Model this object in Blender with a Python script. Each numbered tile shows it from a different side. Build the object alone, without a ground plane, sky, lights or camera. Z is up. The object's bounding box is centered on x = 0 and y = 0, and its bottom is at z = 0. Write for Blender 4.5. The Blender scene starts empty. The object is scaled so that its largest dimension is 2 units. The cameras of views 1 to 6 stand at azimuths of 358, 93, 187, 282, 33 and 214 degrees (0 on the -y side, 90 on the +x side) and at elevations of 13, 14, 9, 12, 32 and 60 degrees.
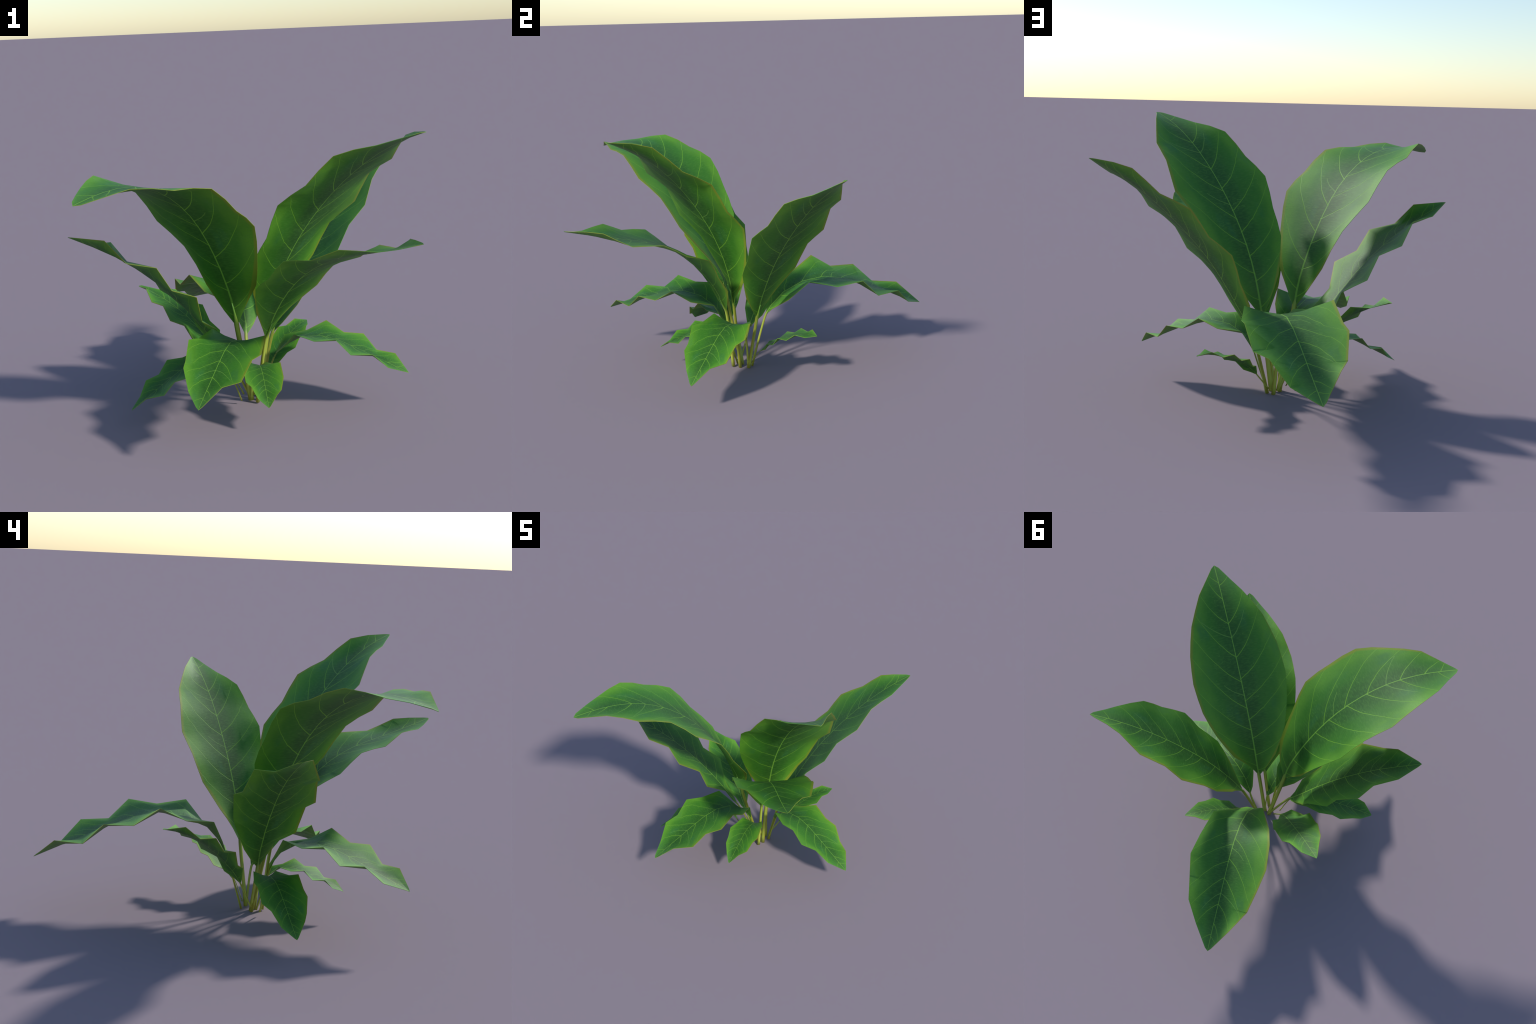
# A leafy foliage plant: twelve broad, ribbed leaves on slim petioles that rise
# from one crown.  Every leaf is grown from the same blade pattern (a width
# profile, an edge ripple and a vein plan); it is drawn flat first (the basis
# shape, which carries the Generated coordinates of the material) and then bent
# along its own midrib (the shape key "grown").
import bpy
import numpy as np
from math import sqrt
from mathutils import Matrix

# ------------------------------------------------------------------ blade plan
# station along the midrib, half width left / right, ripple height left / right
ROWS_SOFT = [  # station, w left, w right, ripple left, ripple right
    (0.050, .036, .038,  .000,  .000),
    (0.137, 0.102, 0.094, 0.009, 0.018),
    (0.270, 0.166, 0.151, -0.027, 0.045),
    (0.393, 0.204, 0.189, 0.019, -0.020),
    (0.516, 0.216, 0.202, -0.040, 0.034),
    (0.637, 0.202, 0.193, 0.026, -0.030),
    (0.756, 0.165, 0.157, -0.027, 0.031),
    (0.873, 0.101, 0.094, 0.041, -0.014),
    (0.985, .017, .017, .002, .002),
]
ROWS_CRISP = [
    (0.050, .036, .038,  .000,  .000),
    (0.148, 0.090, 0.094, 0.026, -0.013),
    (0.271, 0.167, 0.152, -0.039, 0.047),
    (0.392, 0.209, 0.193, 0.018, -0.019),
    (0.514, 0.215, 0.204, -0.043, 0.031),
    (0.633, 0.201, 0.193, 0.019, -0.035),
    (0.754, 0.165, 0.156, -0.034, 0.032),
    (0.872, 0.102, 0.096, 0.035, -0.016),
    (0.985, .017, .017, .002, .002),
]
# side veins: where each leaves the midrib, and where it meets the edge
VEINS_LEFT = [(.058, .130), (.157, .319), (.265, .495), (.372, .634), (.493, .713),
              (.603, .799), (.743, .873), (.850, .937), (.921, .955)]
VEINS_RIGHT = [(.030, .090), (.127, .222), (.222, .383), (.320, .501), (.408, .582),
               (.505, .686), (.601, .786), (.744, .873), (.909, .944)]
# short curled veins that never reach the edge: side, start, end, reach
SHORT_VEINS = [(1, .684, .785, .078), (-1, .684, .765, .115), (-1, .432, .490, .080)]

STEPS = 32


def rotation(w):
    w = np.asarray(w, float)
    a = np.linalg.norm(w)
    if a < 1e-9:
        return np.eye(3)
    k = w / a
    K = np.array([[0, -k[2], k[1]], [k[2], 0, -k[0]], [-k[1], k[0], 0]])
    return np.eye(3) + np.sin(a) * K + (1 - np.cos(a)) * K @ K


class Midrib:
    """A unit-length rib that starts at the origin along +y and turns by the
    given bend (about x), sway (about z) and twist (about y) per unit length."""

    def __init__(self, bend, sway, twist):
        mid = (np.arange(STEPS) + .5) / STEPS
        at = lambda v: np.interp(mid, np.linspace(0, 1, len(v)), v)
        turn = np.stack([at(bend), at(twist), at(sway)], 1) / STEPS
        self.p, self.f = np.zeros((STEPS + 1, 3)), np.zeros((STEPS + 1, 3, 3))
        self.f[0] = np.eye(3)
        for i, w in enumerate(turn):
            self.p[i + 1] = self.p[i] + (self.f[i] @ rotation(w / 2))[:, 1] / STEPS
            self.f[i + 1] = self.f[i] @ rotation(w)

    def at(self, u):
        x = min(max(u, 0), 1) * STEPS
        i = min(int(x), STEPS - 1)
        t = x - i
        return self.p[i] * (1 - t) + self.p[i + 1] * t, self.f[i] * (1 - t) + self.f[i + 1] * t


def refine(rows):
    """Halve the spacing of the stations with a gentle cubic."""
    r = np.array([(0, .006, .006, 0, 0)] + rows + [(1, 0, 0, 0, 0)])
    out = [tuple(r[0])]
    for i in range(len(r) - 1):
        a, b, c, d = r[max(i - 1, 0)], r[i], r[i + 1], r[min(i + 2, len(r) - 1)]
        if 0 < i < len(r) - 2:
            m = .5 * (b + c) + .03 * ((b - a) - (d - c))
            m[0] = .5 * (b[0] + c[0])
            out.append(tuple(m))
        out.append(tuple(c))
    return out


COLUMNS = [(-1, 1.0), (-1, .5), (0, 0.0), (1, .5), (1, 1.0)]


def blade_mesh(name, rows, rib, fold, ripple, breadth, thickness, sag):
    """The blade as a thin closed slab: upper sheet, lower sheet and rim."""
    flat, bent = [], []
    for u, wl, wr, zl, zr in rows:
        p, f = rib.at(u)
        cup = np.interp(u, (0, .5, 1), fold)
        for side, q in COLUMNS:
            w, z = (wl, zl) if side < 0 else (wr, zr)
            lift = w * breadth * np.sin(cup) * q ** sag[0] + ripple * z * q ** sag[1]
            across = side * w * breadth * np.cos(cup) * q
            flat.append((side * w * q, u, 0.0))
            bent.append(p + f[:, 0] * across + f[:, 2] * lift)
    flat, bent = np.array(flat), np.array(bent)
    nr, nc = len(rows), len(COLUMNS)
    grid = np.arange(nr * nc).reshape(nr, nc)
    quads = [(grid[i, j], grid[i, j + 1], grid[i + 1, j + 1], grid[i + 1, j]) for i in range(nr - 1) for j in range(nc - 1)]
    normal = np.zeros_like(bent)
    for q in quads:
        n = np.cross(bent[q[2]] - bent[q[0]], bent[q[3]] - bent[q[1]])
        for v in q:
            normal[v] += n
    normal /= np.linalg.norm(normal, axis=1, keepdims=True) + 1e-12
    up, down = bent + normal * thickness / 2, bent - normal * thickness / 2
    n = len(bent)
    loop = list(grid[:, 0]) + list(grid[-1, 1:]) + list(grid[::-1, -1][1:]) + list(grid[0, ::-1][1:-1])
    rest = np.vstack([flat + (0, 0, .001), flat - (0, 0, .001), flat[loop] + (0, 0, .001), flat[loop] - (0, 0, .001)])
    grown = np.vstack([up, down, up[loop], down[loop]])
    faces = [tuple(int(v) for v in q) for q in quads] + [tuple(int(v) + n for v in q[::-1]) for q in quads]
    m = len(loop)
    for k in range(m):
        a, b = 2 * n + k, 2 * n + (k + 1) % m
        faces.append((a, b, b + m, a + m))
    return shaped_mesh(name, rest, grown, faces, (.25, .5, .5))


def shaped_mesh(name, rest, grown, faces, size):
    me = bpy.data.meshes.new(name)
    me.from_pydata([tuple(map(float, v)) for v in rest], [], faces)
    me.polygons.foreach_set("use_smooth", [True] * len(me.polygons))
    me.use_auto_texspace = False
    me.texspace_location, me.texspace_size = (0, .5, 0), size
    me.update()
    return me, [tuple(map(float, v)) for v in grown]


def add_object(name, data, material, parent):
    me, grown = data if isinstance(data, tuple) else (data, None)
    ob = bpy.data.objects.new(name, me)
    bpy.context.scene.collection.objects.link(ob)
    if grown is not None:
        if not me.materials:
            me.materials.append(material)
        ob.shape_key_add(name="flat")
        key = ob.shape_key_add(name="grown")
        for point, co in zip(key.data, grown):
            point.co = co
        key.value = 1.0
    ob.parent = parent
    return ob


def petiole_mesh(name, rib, foot, half_width, half_depth):
    """A flattened stalk from the foot on the ground up into the midrib."""
    foot = np.array(foot, float)
    p0, f0 = rib.at(0)
    reach = np.linalg.norm(foot)
    knee = -f0[:, 1] * reach * .12
    centre, lateral = [], []
    n = 12
    for i in range(n + 1):
        t = i / n
        centre.append((1 - t) ** 2 * foot + 2 * t * (1 - t) * knee)
        lateral.append(f0[:, 0])
    for u in (.02, .045, .08):
        p, f = rib.at(u)
        centre.append(p - f[:, 2] * half_depth * .6)
        lateral.append(f[:, 0])
    centre = np.array(centre)
    along = np.gradient(centre, axis=0)
    ring, rest, grown, faces = 12, [], [], []
    for i, (c, l, a) in enumerate(zip(centre, lateral, along)):
        a = a / np.linalg.norm(a)
        l = l - a * (l @ a)
        l /= np.linalg.norm(l)
        z = np.cross(l, a)
        k = 1.0 if i <= n else (.70, .42, .18)[i - n - 1]
        k *= 1 + .18 * max(0, 1 - i / 3)
        for s in range(ring):
            th = 2 * np.pi * s / ring
            rest.append((.5 * np.cos(th), i / (len(centre) - 1), .5 * np.sin(th)))
            grown.append(c + k * (l * half_width * np.cos(th) + z * half_depth * np.sin(th)))
    for i in range(len(centre) - 1):
        for s in range(ring):
            a, b = i * ring + s, i * ring + (s + 1) % ring
            faces.append((a, b, b + ring, a + ring))
    faces.append(tuple(range(ring))[::-1])
    faces.append(tuple((len(centre) - 1) * ring + s for s in range(ring)))
    return shaped_mesh(name, rest, grown, faces, (.5, .5, .5))


# ------------------------------------------------------------------- materials
class Nodes:
    def __init__(self, name):
        self.m = bpy.data.materials.new(name)
        self.m.use_nodes = True
        self.t = self.m.node_tree
        self.bsdf = self.t.nodes["Principled BSDF"]

    def _in(self, socket, value):
        if isinstance(value, bpy.types.NodeSocket):
            self.t.links.new(value, socket)
        else:
            socket.default_value = value

    def math(self, op, *args, clamp=False):
        n = self.t.nodes.new("ShaderNodeMath")
        n.operation, n.use_clamp = op, clamp
        for i, a in enumerate(args):
            self._in(n.inputs[i], a)
        return n.outputs[0]

    def smooth(self, value, lo, hi, a=0.0, b=1.0):
        n = self.t.nodes.new("ShaderNodeMapRange")
        n.interpolation_type = "SMOOTHSTEP"
        for s, v in zip(("Value", "From Min", "From Max", "To Min", "To Max"), (value, lo, hi, a, b)):
            self._in(n.inputs[s], v)
        return n.outputs["Result"]

    def mix(self, factor, a, b):
        n = self.t.nodes.new("ShaderNodeMix")
        n.data_type = "RGBA"
        self._in(n.inputs["Factor"], factor)
        for s, v in (("A", a), ("B", b)):
            socket = next(i for i in n.inputs if i.name == s and i.type == "RGBA")
            self._in(socket, v if isinstance(v, bpy.types.NodeSocket) else (*v, 1))
        return next(o for o in n.outputs if o.type == "RGBA")

    def noise(self, vector, scale, stretch=(1, 1, 1), detail=3.0, rough=.55):
        mp = self.t.nodes.new("ShaderNodeMapping")
        mp.inputs["Scale"].default_value = stretch
        self.t.links.new(vector, mp.inputs["Vector"])
        n = self.t.nodes.new("ShaderNodeTexNoise")
        n.inputs["Scale"].default_value, n.inputs["Detail"].default_value, n.inputs["Roughness"].default_value = scale, detail, rough
        self.t.links.new(mp.outputs[0], n.inputs["Vector"])
        return n.outputs["Fac"]

    def curve(self, value, points):
        n = self.t.nodes.new("ShaderNodeFloatCurve")
        c = n.mapping.curves[0]
        while len(c.points) < len(points):
            c.points.new(.5, .5)
        for p, (x, y) in zip(c.points, points):
            p.location, p.handle_type = (x, y), "VECTOR"
        n.mapping.update()
        self._in(n.inputs["Value"], value)
        return n.outputs[0]


def half_width(u):
    st = [0] + [r[0] for r in ROWS_CRISP] + [1]
    w = [.006] + [(r[1] + r[2]) / 2 for r in ROWS_CRISP] + [0]
    return float(np.interp(u, st, w))


def leaf_material():
    k = Nodes("leaf_green")
    co = k.t.nodes.new("ShaderNodeTexCoord").outputs["Generated"]
    sep = k.t.nodes.new("ShaderNodeSeparateXYZ")
    k.t.links.new(co, sep.inputs[0])
    x = k.math("MULTIPLY", k.math("SUBTRACT", sep.outputs[0], .5), .5)  # signed, blade lengths
    u = sep.outputs[1]
    ax = k.math("ABSOLUTE", x)
    wobble = k.math("MULTIPLY", k.math("SUBTRACT", k.noise(co, 9.0, (1, 1, 0)), .5), .012)
    uw = k.math("ADD", u, wobble)
    # side veins: distance to the nearest curve  y = start + rise * (a s + (1-a) s^2)
    def vein_distance(side, start, end, reach):
        s = k.math("MULTIPLY", x, side / reach)
        rise = end - start
        bow = .52
        y = k.math("MULTIPLY_ADD", s, k.math("MULTIPLY_ADD", s, rise * (1 - bow), rise * bow), start)
        d = k.math("ABSOLUTE", k.math("SUBTRACT", uw, y))
        off = k.math("MAXIMUM", k.math("SUBTRACT", k.math("ABSOLUTE", k.math("SUBTRACT", s, .5)), .52), 0.0)
        slope = rise / reach
        return k.math("MULTIPLY_ADD", off, 3.0, k.math("MULTIPLY", d, 1 / sqrt(1 + slope * slope)))
    main = faint = None
    for side, plan in ((-1, VEINS_LEFT), (1, VEINS_RIGHT)):
        for start, end in plan:
            d = vein_distance(side, start, end, half_width(end))
            main = d if main is None else k.math("MINIMUM", main, d)
    for side, start, end, reach in SHORT_VEINS:
        d = vein_distance(side, start, end, reach)
        faint = d if faint is None else k.math("MINIMUM", faint, d)
    w = k.curve(u, [(0, .006 * 4)] + [(r[0], 2 * (r[1] + r[2])) for r in ROWS_CRISP] + [(1, 0)])
    w = k.math("MAXIMUM", k.math("MULTIPLY", w, .25), .004)
    edge = k.math("DIVIDE", ax, w)  # 0 on the midrib, 1 on the margin
    thick = k.math("MULTIPLY_ADD", edge, -.0003, .0019)
    vein = k.smooth(main, k.math("MULTIPLY", thick, .35), thick, 1.0, 0.0)
    halo = k.smooth(main, .0, .017, 1.0, 0.0)
    curl = k.smooth(faint, .0006, .0024, 1.0, 0.0)
    ribw = k.math("MULTIPLY_ADD", k.math("POWER", k.math("SUBTRACT", 1.0, u, clamp=True), 2.5), .0030, .0021)
    rib = k.smooth(ax, k.math("MULTIPLY", ribw, .5), ribw, 1.0, 0.0)
    # tissue: deep green along the rib, fresher toward the margin
    patch = k.noise(co, 7.0, (1, 1, 0), 4.0)
    fine = k.noise(co, 1.0, (26, 150, 0), 4.0, .6)
    grain = k.noise(co, 120.0, (1, 1.6, 0), 3.0)
    e2 = k.math("ADD", edge, k.math("MULTIPLY", k.math("SUBTRACT", patch, .5), .5))
    deep, mid, fresh = (.020, .100, .009), (.041, .186, .011), (.112, .320, .018)
    colour = k.mix(k.smooth(e2, .05, .65), deep, mid)
    colour = k.mix(k.smooth(e2, .55, 1.02), colour, fresh)
    colour = k.mix(k.math("MULTIPLY", k.smooth(u, .80, 1.0), .45), colour, (.10, .26, .05))  # tip tinted paler: sunlight on the leaf tip painted into the colour
    colour = k.mix(k.math("MULTIPLY", k.smooth(u, .22, .0), .45), colour, (.10, .22, .02))
    bluish = k.math("MULTIPLY", k.smooth(k.noise(co, 4.3, (1.3, 1, 0), 3.0), .54, .72), .4)
    colour = k.mix(bluish, colour, (.028, .150, .055))
    colour = k.mix(k.math("MULTIPLY", k.smooth(fine, .42, .66), .30), colour, (.085, .250, .030))
    colour = k.mix(k.math("MULTIPLY", k.smooth(grain, .45, .75), .25), colour, (.030, .120, .012))
    # net of hair-thin cross veins: contour lines of a stretched noise
    net = k.math("ABSOLUTE", k.math("SUBTRACT", k.noise(co, 1.0, (9, 46, 0), 2.0, .5), .5))
    net = k.math("MULTIPLY", k.smooth(net, .004, .016, 1.0, 0.0), k.smooth(k.noise(co, 9.0, (1, 1.4, 0), 2.0), .50, .66))
    colour = k.mix(k.math("MULTIPLY", net, .38), colour, (.130, .330, .045))
    colour = k.mix(k.math("MULTIPLY", halo, .10), colour, (.10, .26, .03))
    colour = k.mix(k.math("MULTIPLY", curl, .55), colour, (.17, .36, .055))
    colour = k.mix(k.math("MULTIPLY", vein, .72), colour, (.18, .42, .024))
    colour = k.mix(k.math("MULTIPLY", rib, .78), colour, (.19, .42, .045))
    rim = k.smooth(edge, .950, 1.0)
    rim = k.math("MULTIPLY", rim, k.smooth(k.noise(co, 14.0, (1, 1, 0)), .25, .6, .55, .9))
    colour = k.mix(rim, colour, (.23, .28, .020))
    k._in(k.bsdf.inputs["Base Color"], colour)
    k.bsdf.inputs["Roughness"].default_value = .62
    k.bsdf.inputs["Specular IOR Level"].default_value = .45
    bump = k.t.nodes.new("ShaderNodeBump")
    bump.inputs["Strength"].default_value, bump.inputs["Distance"].default_value = .25, .004
    height = k.math("ADD", k.math("MULTIPLY", vein, -.5), k.math("MULTIPLY", fine, .5))
    k.t.links.new(height, bump.inputs["Height"])
    k.t.links.new(bump.outputs[0], k.bsdf.inputs["Normal"])
    return k.m


def petiole_material():
    k = Nodes("petiole_green")
    co = k.t.nodes.new("ShaderNodeTexCoord").outputs["Generated"]
    sep = k.t.nodes.new("ShaderNodeSeparateXYZ")
    k.t.links.new(co, sep.inputs[0])
    ax = k.math("MULTIPLY", k.math("ABSOLUTE", k.math("SUBTRACT", sep.outputs[0], .5)), 2.0)
    u = sep.outputs[1]
    streak = k.noise(co, 3.0, (6, 1.2, 6), 3.0)
    a = k.math("ADD", ax, k.math("MULTIPLY", k.math("SUBTRACT", streak, .5), .35))
    core = k.mix(k.smooth(u, .35, .95), (.400, .480, .065), (.330, .440, .060))
    flank = k.mix(k.smooth(u, .1, .9), (.300, .300, .028), (.220, .250, .022))
    colour = k.mix(k.smooth(a, .35, .85), core, flank)
    colour = k.mix(k.smooth(u, .72, 1.0), colour, (.12, .29, .035))
    k._in(k.bsdf.inputs["Base Color"], colour)
    k.bsdf.inputs["Roughness"].default_value = .5
    return k.m


LEAF, STALK = leaf_material(), petiole_material()

plant = bpy.data.objects.new("foliage_plant", None)
bpy.context.scene.collection.objects.link(plant)
plant["label"] = "leafy green plant with broad veined arching leaves"
plant["category"] = "plant"


def place(ob, base, turn, size):
    m = Matrix.Translation(base) @ Matrix(rotation(turn).tolist()).to_4x4() @ Matrix.Diagonal((*size, 1))
    ob.matrix_local = m


def grow(spec, blade=None):
    base, turn, size = spec["base"], spec["turn"], np.array(spec["size"])
    rib = Midrib(spec["bend"], spec["sway"], spec["twist"])
    if blade is None:
        rows = refine(ROWS_SOFT) if spec["soft"] else [(0, .006, .006, 0, 0)] + ROWS_CRISP + [(1, 0, 0, 0, 0)]
        blade = blade_mesh("leaf_blade", rows, rib, spec["fold"], spec["ripple"], spec["breadth"], .002 / size[1],
                           (2.2, 2.6) if spec["soft"] else (1.3, 1.4))
    foot = rotation(turn).T @ (np.array(spec["foot"]) - np.array(base)) / size
    leaf = add_object("leaf", blade, LEAF, plant)
    place(leaf, base, turn, size)
    add_object("petiole", petiole_mesh("petiole", rib, foot, .0088, .0064 if spec["soft"] else .0044), STALK, leaf)
    return leaf.data


# five tall leaves, each with its own bend
TALL = [
    dict(base=(-0.058, -0.180, 0.450), turn=(-0.033, 2.061, 2.220), size=(1.487, 1.572, 1.407), fold=(0.187, 0.089, 0.051), soft=True,
         bend=(-3.795, -0.673, -0.989, -2.054, -1.909, -2.439, -1.380, -0.485),
         sway=(-0.794, 0.153, -0.074, 0.086), twist=(-4.143, -0.321, -0.080, 0.075, -1.550), ripple=0.353, breadth=0.997, foot=(.003, -.094, 0)),
    dict(base=(0.105, -0.122, 0.399), turn=(-0.104, -2.025, -2.156), size=(1.483, 1.454, 1.369), fold=(0.080, 0.099, 0.133), soft=True,
         bend=(-0.590, -1.555, -1.078, -0.920, -0.854, -1.074, -1.462, -1.329),
         sway=(0.177, 0.003, 0.016, -0.010), twist=(6.147, -0.024, -0.118, -0.059, 1.298), ripple=0.430, breadth=0.944, foot=(.042, -.101, 0)),
    dict(base=(0.138, 0.013, 0.341), turn=(-3.572, 1.224, 2.997), size=(1.126, 1.260, 1.322), fold=(0.068, 0.094, 0.117), soft=True,
         bend=(-0.620, -0.133, -0.747, -0.748, -0.382, -0.858, -0.777, -1.171),
         sway=(0.993, -0.161, 0.040, -0.129), twist=(0.004, -0.073, -0.077, -0.044, 1.545), ripple=0.419, breadth=0.987, foot=(.059, -.050, .002)),
    dict(base=(0.092, -0.172, 0.371), turn=(-0.916, 2.018, 3.113), size=(1.115, 1.189, 1.326), fold=(0.109, 0.088, 0.087), soft=True,
         bend=(-0.611, -1.256, -1.308, -1.657, -1.540, 0.146, 0.168, 0.032),
         sway=(-0.299, 0.211, -0.167, 0.525), twist=(-1.787, 0.282, -0.122, -0.062, 1.884), ripple=0.416, breadth=1.059, foot=(.035, -.143, .004)),
    dict(base=(-0.132, -0.142, 0.296), turn=(0.323, 1.042, 1.847), size=(0.975, 1.059, 1.101), fold=(0.083, 0.149, 0.163), soft=False,
         bend=(0.854, -0.107, -0.649, -0.557, -0.579, -0.894, -0.473, 0.094),
         sway=(0.744, -0.130, 0.046, -0.056), twist=(-1.509, 0.305, -0.311, 0.017, 1.323), ripple=0.790, breadth=0.953, foot=(.005, -.088, .001)),
]
for spec in TALL:
    grow(spec)

# two small leaves that bend in a way of their own
YOUNG = [
    dict(base=(0.106, 0.025, 0.121), turn=(0.861, 0.126, -0.321), size=(0.489, 0.459, 0.431), fold=(-0.175, 0.075, 0.095), soft=False,
         bend=(-1.006, -0.837, -0.558, -0.642, -0.915, -0.930, -0.851, -0.882),
         sway=(-1.316, 0.150, -0.017, 0.013), twist=(-1.121, -0.784, -0.397, 0.213, 0.171), ripple=0.838, breadth=0.868, foot=(.049, -.032, .030)),
    dict(base=(-0.121, -0.053, 0.192), turn=(0.766, 0.623, 1.204), size=(0.584, 0.681, 0.654), fold=(0.061, 0.153, 0.152), soft=False,
         bend=(-0.263, -0.471, -0.512, -0.762, -0.771, -0.689, -0.890, -0.806),
         sway=(-2.068, 0.355, 0.040, 0.033), twist=(-0.216, -0.806, -0.081, 0.267, -1.303), ripple=0.922, breadth=1.067, foot=(-.035, -.098, .033)),
]
for spec in YOUNG:
    grow(spec)

# five drooping leaves that share one blade, turned and scaled
DROOP = dict(fold=(0.162, 0.158, 0.174), soft=False, bend=(-3.453, -3.475, -2.707, -2.638, -0.666, 0.244, -0.249, 0.125),
             sway=(0.424, -0.008, -0.052, 0.153), twist=(-0.559, -0.415, -0.081, -0.061, 1.041), ripple=0.854, breadth=0.977)
POSES = [
    ((-0.006, 0.060, 0.317), (1.113, 0.478, 0.177), (1.162, 1.098, 1.123), (.023, -.032, .000)),
    ((0.003, -0.182, 0.241), (-0.011, -2.070, -2.754), (0.878, 0.920, 0.884), (.006, -.119, .008)),
    ((0.131, -0.058, 0.210), (0.958, -0.972, -1.702), (0.761, 0.809, 0.814), (.057, -.052, .002)),
    ((0.046, -0.134, 0.155), (0.323, -1.694, -2.596), (0.497, 0.505, 0.492), (.030, -.088, .014)),
    ((-0.105, -0.184, 0.192), (0.427, 1.215, 1.711), (0.590, 0.592, 0.639), (-.050, -.150, .020)),
]
blade = None
for base, turn, size, foot in POSES:
    blade = grow(dict(DROOP, base=base, turn=turn, size=size, foot=foot), blade)
